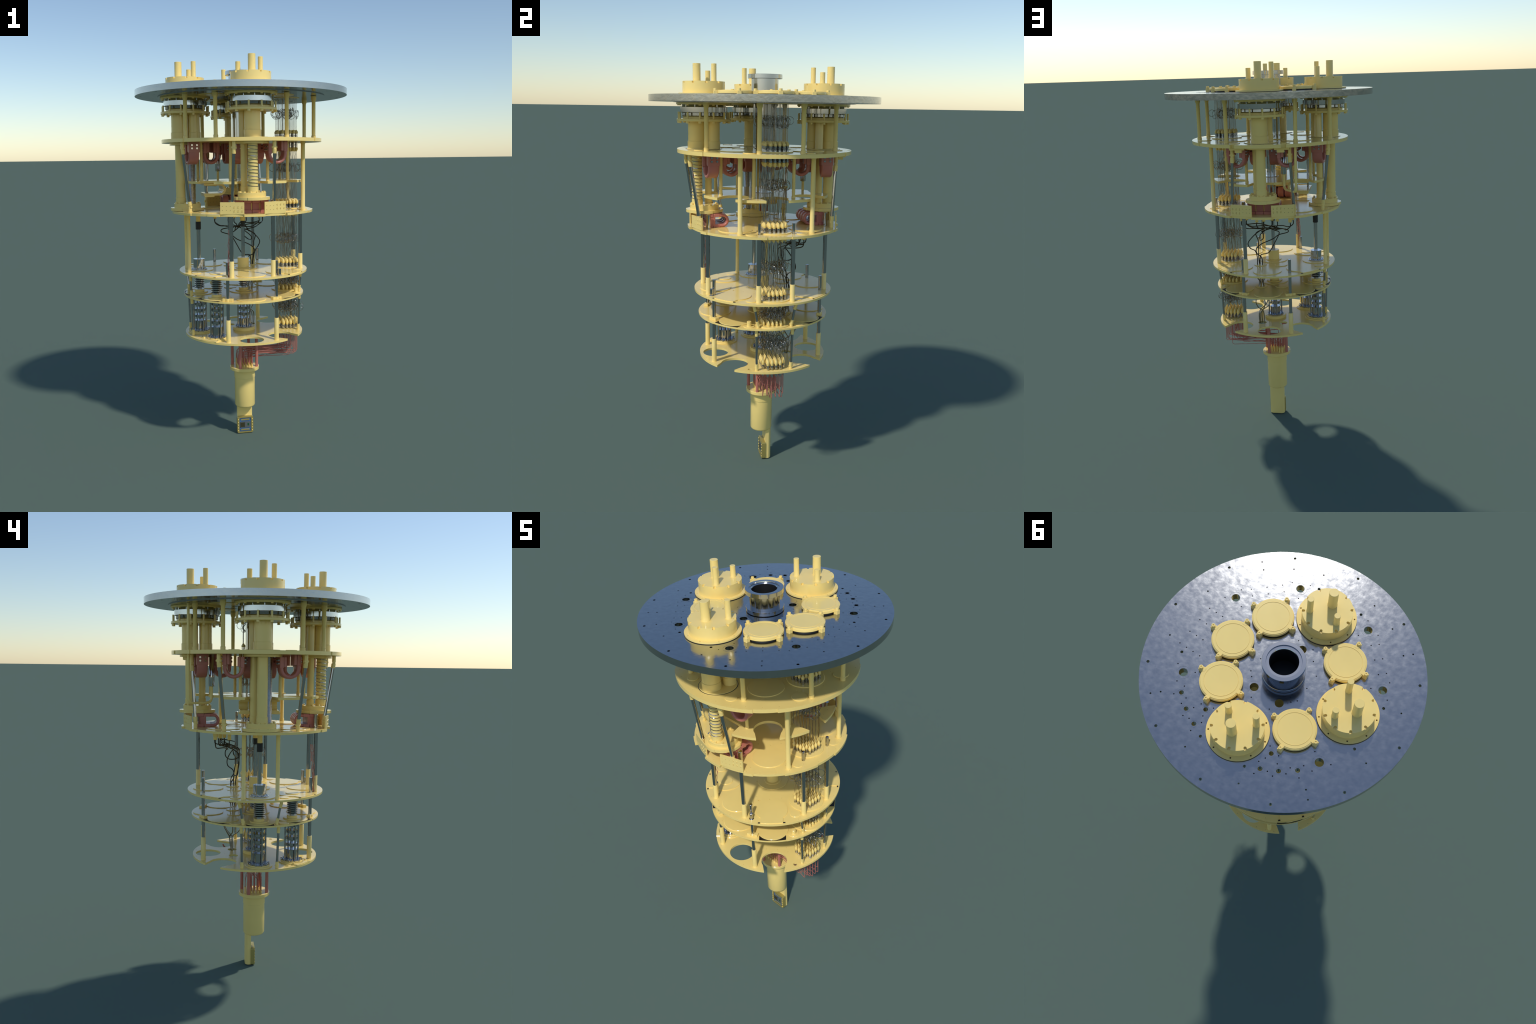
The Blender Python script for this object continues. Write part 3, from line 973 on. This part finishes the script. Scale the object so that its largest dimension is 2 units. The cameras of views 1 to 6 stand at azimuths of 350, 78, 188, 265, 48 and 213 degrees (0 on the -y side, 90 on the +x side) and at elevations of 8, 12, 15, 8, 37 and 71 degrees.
# cover of the diagonal exchanger bay
c = polar(PORT_R, -135)
mb = MB().box(*polar(0.283, -135), P5[1] + 0.002, 0.06, 0.102, 0.006, radians(-135))
for k in (-1, 1):
    q = loc_to_world(-135, 0.287, k * 0.047)
    mb.cyl(q[0], q[1], P5[1], P5[1] + 0.012, 0.005, 10)
place("bay_cover", mb.mesh("bay_cover", GOLD), root)

# ------------------------------------------------------------------ wiring bundle
GRID = []
for i in range(6):
    for j in range(6):
        if (i in (0, 5)) and (j in (0, 5)):
            continue
        GRID.append((0.2395 + (i - 2.5) * 0.0198, (j - 2.5) * 0.0198))

def connector_mesh(z0, zb, zt, rb, rg, up=1):
    """dark socket z0..zb and gold tear-drop zb..zt (z given relative to the plate)"""
    L = zt - zb
    g = MB().lathe([(rg * 0.72, zb), (rg, zb + L * 0.22), (rg, zb + L * 0.45), (rg * 0.78, zb + L * 0.62), (rg * 0.35, zb + L * 0.88), (rg * 0.18, zt)], seg=12)
    s = None
    if abs(zb - z0) > 1e-4:
        h = zb - z0
        s = MB().lathe([(rb, z0), (rb, z0 + h * 0.4), (rb * 0.75, z0 + h * 0.45), (rb * 0.75, z0 + h * 0.6), (rb, z0 + h * 0.65), (rb, zb)], seg=12)
    return g.mesh("connector", GOLD), (s.mesh("connector_socket", CHROME) if s else None)

LEVELS = [
    # plate z, socket start, bulb start, bulb tip, with socket
    (P1[1] + 0.005, 0.0, 0.0225, 0.043, 1), (P1[0], 0.0, -0.0265, -0.048, 1),
    (P2[1] + 0.005, 0.0, 0.020, 0.046, 1), (P2[0], 0.0, -0.004, -0.03, 0),
    (P3[1] + 0.005, 0.0, 0.020, 0.046, 1), (P3[0], 0.0, -0.003, -0.022, 0),
    (P4[1] + 0.004, 0.0, 0.0005, 0.027, 0), (P4[0], 0.0, -0.002, -0.016, 0),
    (P5[1] + 0.005, 0.0, 0.018, 0.05, 1),
]
for zp, z0, zb, zt, sock in LEVELS:
    g, s = connector_mesh(z0 if sock else zb, zb, zt, 0.0068, 0.0078 if zt > 0 and sock else 0.0068)
    for (x, y) in GRID:
        o = place("connector", g, root, (x, y, zp))
    if s:
        allm = MB()
        base = [v.co[:] for v in s.vertices]; fc = [tuple(p.vertices) for p in s.polygons]
        for (x, y) in GRID:
            allm.add([(v[0] + x, v[1] + y, v[2] + zp) for v in base], fc)
        place("connector_socket", allm.mesh("connector_socket", CHROME), root, stuff=True)
# steel sockets under the fifth plate
mb = MB()
for (x, y) in GRID:
    mb.lathe([(0.007, P5[0]), (0.007, P5[0] - 0.012), (0.0035, P5[0] - 0.024)], x, y, 8)
place("connector_socket", mb.mesh("connector_socket", CHROME), root, stuff=True)

def coil_wire(x, y, z_hi, z_lo, zc, R, rnd, loops=1, wob=0.0):
    """wire hanging from z_hi to z_lo with round service loops at zc"""
    a = rnd.uniform(0, 2 * pi)
    pts = [(x, y, z_hi)]
    n0 = 5
    top = zc + rnd.uniform(-0.3, 0.3) * R
    for k in range(1, n0):
        f = k / n0
        pts.append((x + rnd.gauss(0, wob), y + rnd.gauss(0, wob), z_hi + (top - z_hi) * f))
    for l in range(loops):
        a = a + rnd.uniform(1.2, 2.6) if l else a
        R1 = R * rnd.uniform(0.72, 1.05)
        hx, hy = cos(a), sin(a); qx, qy = -hy, hx
        zl = top if loops == 1 else top + (0.5 - l / max(1, loops - 1)) * R * 0.8
        for k in range(25):
            p = 2 * pi * k / 24
            dr = 0.006 * (k / 24 - 0.5)
            pts.append((x + hx * R1 * (1 - cos(p)) + qx * dr, y + hy * R1 * (1 - cos(p)) + qy * dr, zl - R1 * sin(p)))
    zz = pts[-1][2]
    for k in range(1, n0):
        f = k / n0
        pts.append((x + rnd.gauss(0, wob), y + rnd.gauss(0, wob), zz + (z_lo - zz) * f))
    pts.append((x, y, z_lo))
    return pts

rnd = random.Random(11)
SPANS = [
    (Z_TOP0 - 0.006, P1[1] + 0.046, 1.744, 0.0235, 1, 0.0002, 0.0011),
    (P1[0] - 0.046, P2[1] + 0.049, 1.462, 0.022, 1, 0.0012, 0.0012),
    (P2[0] - 0.028, P3[1] + 0.049, 1.084, 0.022, 1, 0.0012, 0.0012),
    (P3[0] - 0.021, P4[1] + 0.029, 0.860, 0.017, 2, 0.003, 0.0012),
    (P4[0] - 0.015, P5[1] + 0.053, 0.715, 0.020, 2, 0.0015, 0.0012),
]
for si, (zh, zl, zc, R, loops, wob, rw) in enumerate(SPANS):
    for (x, y) in GRID:
        pts = coil_wire(x, y, zh, zl, zc, R, rnd, loops, wob)
        mat = WIRE if (rnd.random() < (0.85 if si in (0, 3, 4) else 0.7)) else WIRE2
        place("coaxial_wire", MB().tube(pts, rw, 5).mesh("coaxial_wire", mat, 80), root)

# ------------------------------------------------------------------ cable tangle from the second plate down
CONS = [(0.14, 0.17), (0.117, 0.152), (0.053, 0.204), (0.02, 0.185), (-0.022, 0.158), (-0.053, 0.18), (-0.124, 0.205), (-0.131, 0.138)]
me_block = MB().box(0, 0, 1.2115, 0.013, 0.017, 0.047).box(0, 0, 1.19, 0.02, 0.003, 0.003, 0, 0).mesh("cable_plug", GOLD)
rnd = random.Random(5)
def spline(ctrl, n=8):
    ctrl = [Vector(c) for c in ctrl]; m = len(ctrl); pts = []
    for k in range(m - 1):
        p0 = ctrl[max(k - 1, 0)]; p1 = ctrl[k]; p2 = ctrl[k + 1]; p3 = ctrl[min(k + 2, m - 1)]
        for j in range(n):
            t = j / n
            pts.append(0.5 * ((2 * p1) + (p2 - p0) * t + (2 * p0 - 5 * p1 + 4 * p2 - p3) * t * t + (3 * p1 - p0 - 3 * p2 + p3) * t ** 3))
    pts.append(ctrl[-1])
    return pts
def cable(ctrl, r=0.0027, mat=CABLE):
    place("cable", MB().tube(spline(ctrl), r, 8).mesh("cable", mat, 80), root)
for i, (x, y) in enumerate(CONS):
    place("cable_plug", me_block, root, (x, y, 0), rnd.uniform(-0.4, 0.4))
# from every plug the cable drops and sweeps level into the central knot
KNOT = (0.0, 0.11, 1.135)
HUBS = [(0.03, 0.10, 1.128), (0.02, 0.13, 1.140), (-0.03, 0.10, 1.120), (0.045, 0.09, 1.122), (-0.05, 0.12, 1.137), (0.04, 0.14, 1.124), (-0.03, 0.14, 1.132), (0.0, 0.09, 1.14)]
for i, (x, y) in enumerate(CONS):
    h = HUBS[i]; sg = 1 if x >= 0 else -1
    cable([(x, y, 1.19), (x, y, 1.165), (x * 0.9 - sg * 0.012, y * 0.96, 1.145 + 0.003 * (i % 3)), ((x + h[0]) / 2, (y + h[1]) / 2 - 0.012, 1.136 + 0.004 * (i % 4)), h])
# second layer of loose loops just under the plate
cable([(0.14, 0.17, 1.165), (0.12, 0.13, 1.160), (0.06, 0.10, 1.158), (0.0, 0.105, 1.146), (-0.05, 0.12, 1.138)])
cable([(0.117, 0.152, 1.168), (0.09, 0.17, 1.159), (0.03, 0.15, 1.157), (-0.02, 0.10, 1.143), (-0.03, 0.08, 1.125)])
# four long loops that reach the third plate
ENDS = [(0.0734, 0.118), (0.066, 0.098), (0.0451, 0.122), (0.0603, 0.108)]
cable([HUBS[0], (0.055, 0.11, 1.120), (0.0913, 0.125, 1.0923), (0.117, 0.137, 1.058), (0.107, 0.134, 1.029), (0.0857, 0.108, 1.008), (0.076, 0.104, 0.975), (*ENDS[0], 0.945), (*ENDS[0], P3[1])])
cable([HUBS[3], (0.082, 0.085, 1.10), (0.0711, 0.078, 1.0574), (0.0705, 0.082, 1.020), (0.070, 0.092, 0.975), (*ENDS[1], P3[1])])
cable([HUBS[4], (-0.094, 0.118, 1.130), (-0.098, 0.115, 1.1146), (-0.0462, 0.105, 1.0972), (-0.0133, 0.10, 1.073), (0.05, 0.098, 1.0444), (0.079, 0.10, 1.0178), (0.0757, 0.105, 0.9914), (0.048, 0.12, 0.972), (*ENDS[2], P3[1])])
cable([HUBS[2], (-0.047, 0.085, 1.103), (-0.0189, 0.088, 1.0448), (0.0129, 0.09, 0.9941), (0.0521, 0.104, 0.9849), (0.060, 0.107, 0.96), (*ENDS[3], P3[1])])
cable([HUBS[5], (0.03, 0.150, 1.115), (0.03, 0.149, 1.09), (0.05, 0.128, 1.0706), (0.06, 0.09, 1.073), (0.055, 0.077, 1.096), HUBS[7]])
# continuation through the lower plates
for i in range(6):
    a = 2 * pi * i / 6
    ex, ey = 0.056 + 0.016 * cos(a), 0.111 + 0.016 * sin(a)
    q = [Vector((ex, ey, P3[0])), Vector((ex + 0.014 * cos(a), ey + 0.014 * sin(a), 0.895)), Vector((ex + 0.02 * cos(a), ey + 0.02 * sin(a), 0.868)),
         Vector((ex - 0.004 * cos(a), ey - 0.004 * sin(a), 0.84)), Vector((ex, ey, P4[1]))]
    cable(q, 0.0027, WIRE)
    if i < 4:
        cable([(ex, ey, P4[0]), (ex, ey, 0.775), (0.056 + 0.05 * cos(a + 1), 0.111 + 0.05 * sin(a + 1), 0.735),
               (0.056 + 0.035 * cos(a + 1), 0.111 + 0.035 * sin(a + 1), 0.695), (0.05 + 0.008 * i, ey, 0.655), (0.046 + 0.008 * i, 0.112, 0.56)], 0.0030, WIRE)
# thin red sensor leads beside one rod
rnd = random.Random(21)
for i in range(6):
    x0, y0 = -0.118 + i * 0.004, -0.268 + rnd.uniform(-0.006, 0.006)
    q = [(x0, y0, P2[0]), (x0, y0, 1.165)]
    place("sensor_lead", MB().tube(q, 0.0016, 6).mesh("sensor_lead", CHROME), root)
    q = [(x0, y0, 1.165)]
    for k in range(1, 12):
        f = k / 11
        q.append((x0 + (-0.118 - x0) * f + rnd.uniform(-0.006, 0.006), y0 - 0.012 * f + rnd.uniform(-0.005, 0.005), 1.165 - 0.235 * f))
    place("sensor_lead", MB().tube(fillet(q, 0.01, 3), 0.0010, 5).mesh("sensor_lead", COPPER, 80), root)

# ------------------------------------------------------------------ copper wires, sample can and chip
for d in (-118, -29, 61, 152):
    place("copper_post", MB().cyl(*polar(0.0705, d), 0.388, P5[0], 0.0081, 20, 0).mesh("copper_post", COPPER), root)
rnd = random.Random(9)
tg = [(-0.038 + 0.0152 * (k % 6), -0.034 + 0.0165 * (k // 6)) for k in range(36)]
mb_plug = MB()
for i, (x, y) in enumerate(GRID):
    tx, ty = tg[i]
    zlow = 0.492 - 0.06 * rnd.random() ** 1.4 - 0.012 * (x - 0.19) / 0.1
    q = [(x, y, P5[0] - 0.02), (x, y, zlow), (tx, ty, zlow + rnd.uniform(-0.004, 0.014)), (tx, ty, 0.392)]
    place("copper_wire", MB().tube(fillet(q, 0.011, 5), 0.0016, 6).mesh("copper_wire", COPPER, 80), root)
    mb_plug.cyl(tx, ty, 0.388, 0.400 + (0.02 if ty > 0.02 else 0.0), 0.0036, 8, 0)
place("wire_plug", mb_plug.mesh("wire_plug", GOLD), root, stuff=True)
arc = [(0.205 + 0.004 * sin(pi * k / 12), 0.085 + 0.07 * k / 12, P5[0] - 0.026 * sin(pi * k / 12) ** 0.6 if 0 < k < 12 else P5[0]) for k in range(13)]
place("copper_wire", MB().tube(arc, 0.0042, 10).mesh("copper_wire", COPPER, 80), root)

mb = MB().lathe([(0.0775, 0.3705), (0.0792, 0.3722), (0.0792, 0.3868), (0.0775, 0.3885)], seg=72)
can = place("sample_can", MB().lathe([(0.030, 0.160), (0.046, 0.1605), (0.052, 0.164), (0.0553, 0.171), (0.0553, 0.3255), (0.0572, 0.3265), (0.0572, 0.3712)], seg=72).mesh("sample_can", GOLD), root)
fl = place("can_flange", mb.mesh("can_flange", GOLD), can)
mb = MB()
for k in range(8):
    mb.cyl(*polar(0.0735, 22.5 + 45 * k), 0.3878, 0.3892, 0.0028, 8, 0)
place("flange_screw", mb.mesh("flange_screw", DARKGOLD), can, stuff=True)
out = [(-0.0415, 0.0165), (0.0415, 0.0165), (0.0415, 0.034), (0.036, 0.042), (0.026, 0.0468), (-0.026, 0.0468), (-0.036, 0.042), (-0.0415, 0.034)]
tail = place("cold_finger", plate_mesh("cold_finger", out, [], 0.002, 0.166, GOLD), can)

# chip package: framed box with rounded corners, lying in the xz plane and facing -y
def rrect(w, h, r, n=6):
    pts = []
    for cx, cy, a0 in ((w / 2 - r, h / 2 - r, 0), (-w / 2 + r, h / 2 - r, 90), (-w / 2 + r, -h / 2 + r, 180), (w / 2 - r, -h / 2 + r, 270)):
        for k in range(n + 1):
            a = radians(a0 + 90 * k / n)
            pts.append((cx + r * cos(a), cy + r * sin(a)))
    return pts
def facing(o, y, z):
    o.location = (0, y, z); o.rotation_euler = (pi / 2, 0, 0)
me = plate_mesh("chip_package", rrect(0.090, 0.093, 0.009), [], -0.0085, 0.0085, DARKGOLD)
pk = place("chip_package", me, root); facing(pk, 0.0095, 0.0470)
fr = plate_mesh("package_frame", rrect(0.089, 0.092, 0.008), [rrect(0.066, 0.080, 0.004)], 0.0085, 0.0125, DARKGOLD)
place("package_frame", fr, pk)
mb = MB()
for sx in (-1, 1):
    for k in range(5):
        mb.cyl(sx * 0.039, -0.032 + 0.016 * k, 0.012, 0.0145, 0.0028, 10, 0)
place("package_screw", mb.mesh("package_screw", GOLD), pk, stuff=True)
mb = MB()
mb.box(0, 0, 0.0087, 0.064, 0.0785, 0.001, 0, 0)
place("circuit_board", mb.mesh("circuit_board", BLUE), pk)
mb = MB()
for s in (-1, 1):
    mb.box(0, s * 0.036, 0.0096, 0.056, 0.003, 0.001, 0, 0)
    mb.box(0, s * 0.0205, 0.0096, 0.046, 0.0022, 0.001, 0, 0)
    for sx in (-1, 1):
        mb.box(sx * 0.029, s * 0.030, 0.0096, 0.0022, 0.010, 0.001, 0, 0)
place("metal_trace", mb.mesh("metal_trace", ALU), pk, stuff=True)
mb = MB()
for s in (-1, 1):
    mb.box(0, s * 0.0285, 0.0098, 0.047, 0.0075, 0.002, 0, 0.0005)
place("bond_bar", mb.mesh("bond_bar", DARKGOLD), pk)
mb = MB().box(0, 0, 0.0100, 0.060, 0.034, 0.0016, 0, 0)
place("silicon_carrier", mb.mesh("silicon_carrier", CHIPGREY), pk)
mb = MB()
for a_, b_, w, h in ((0, 0.0135, 0.0275, 0.002), (0, -0.0135, 0.0275, 0.002), (0.0128, 0, 0.002, 0.029), (-0.0128, 0, 0.002, 0.029)):
    mb.box(-0.0155 + a_, b_, 0.0114, w, h, 0.0014, 0, 0)
place("die_frame", mb.mesh("die_frame", ALU), pk)
place("die", MB().box(-0.0155, 0, 0.0112, 0.0235, 0.025, 0.0012, 0, 0).mesh("die", CHIPBROWN), pk)
place("die", MB().box(0.0165, 0.001, 0.0114, 0.0085, 0.0135, 0.0014, 0, 0).mesh("die", CHIPGREEN), pk)
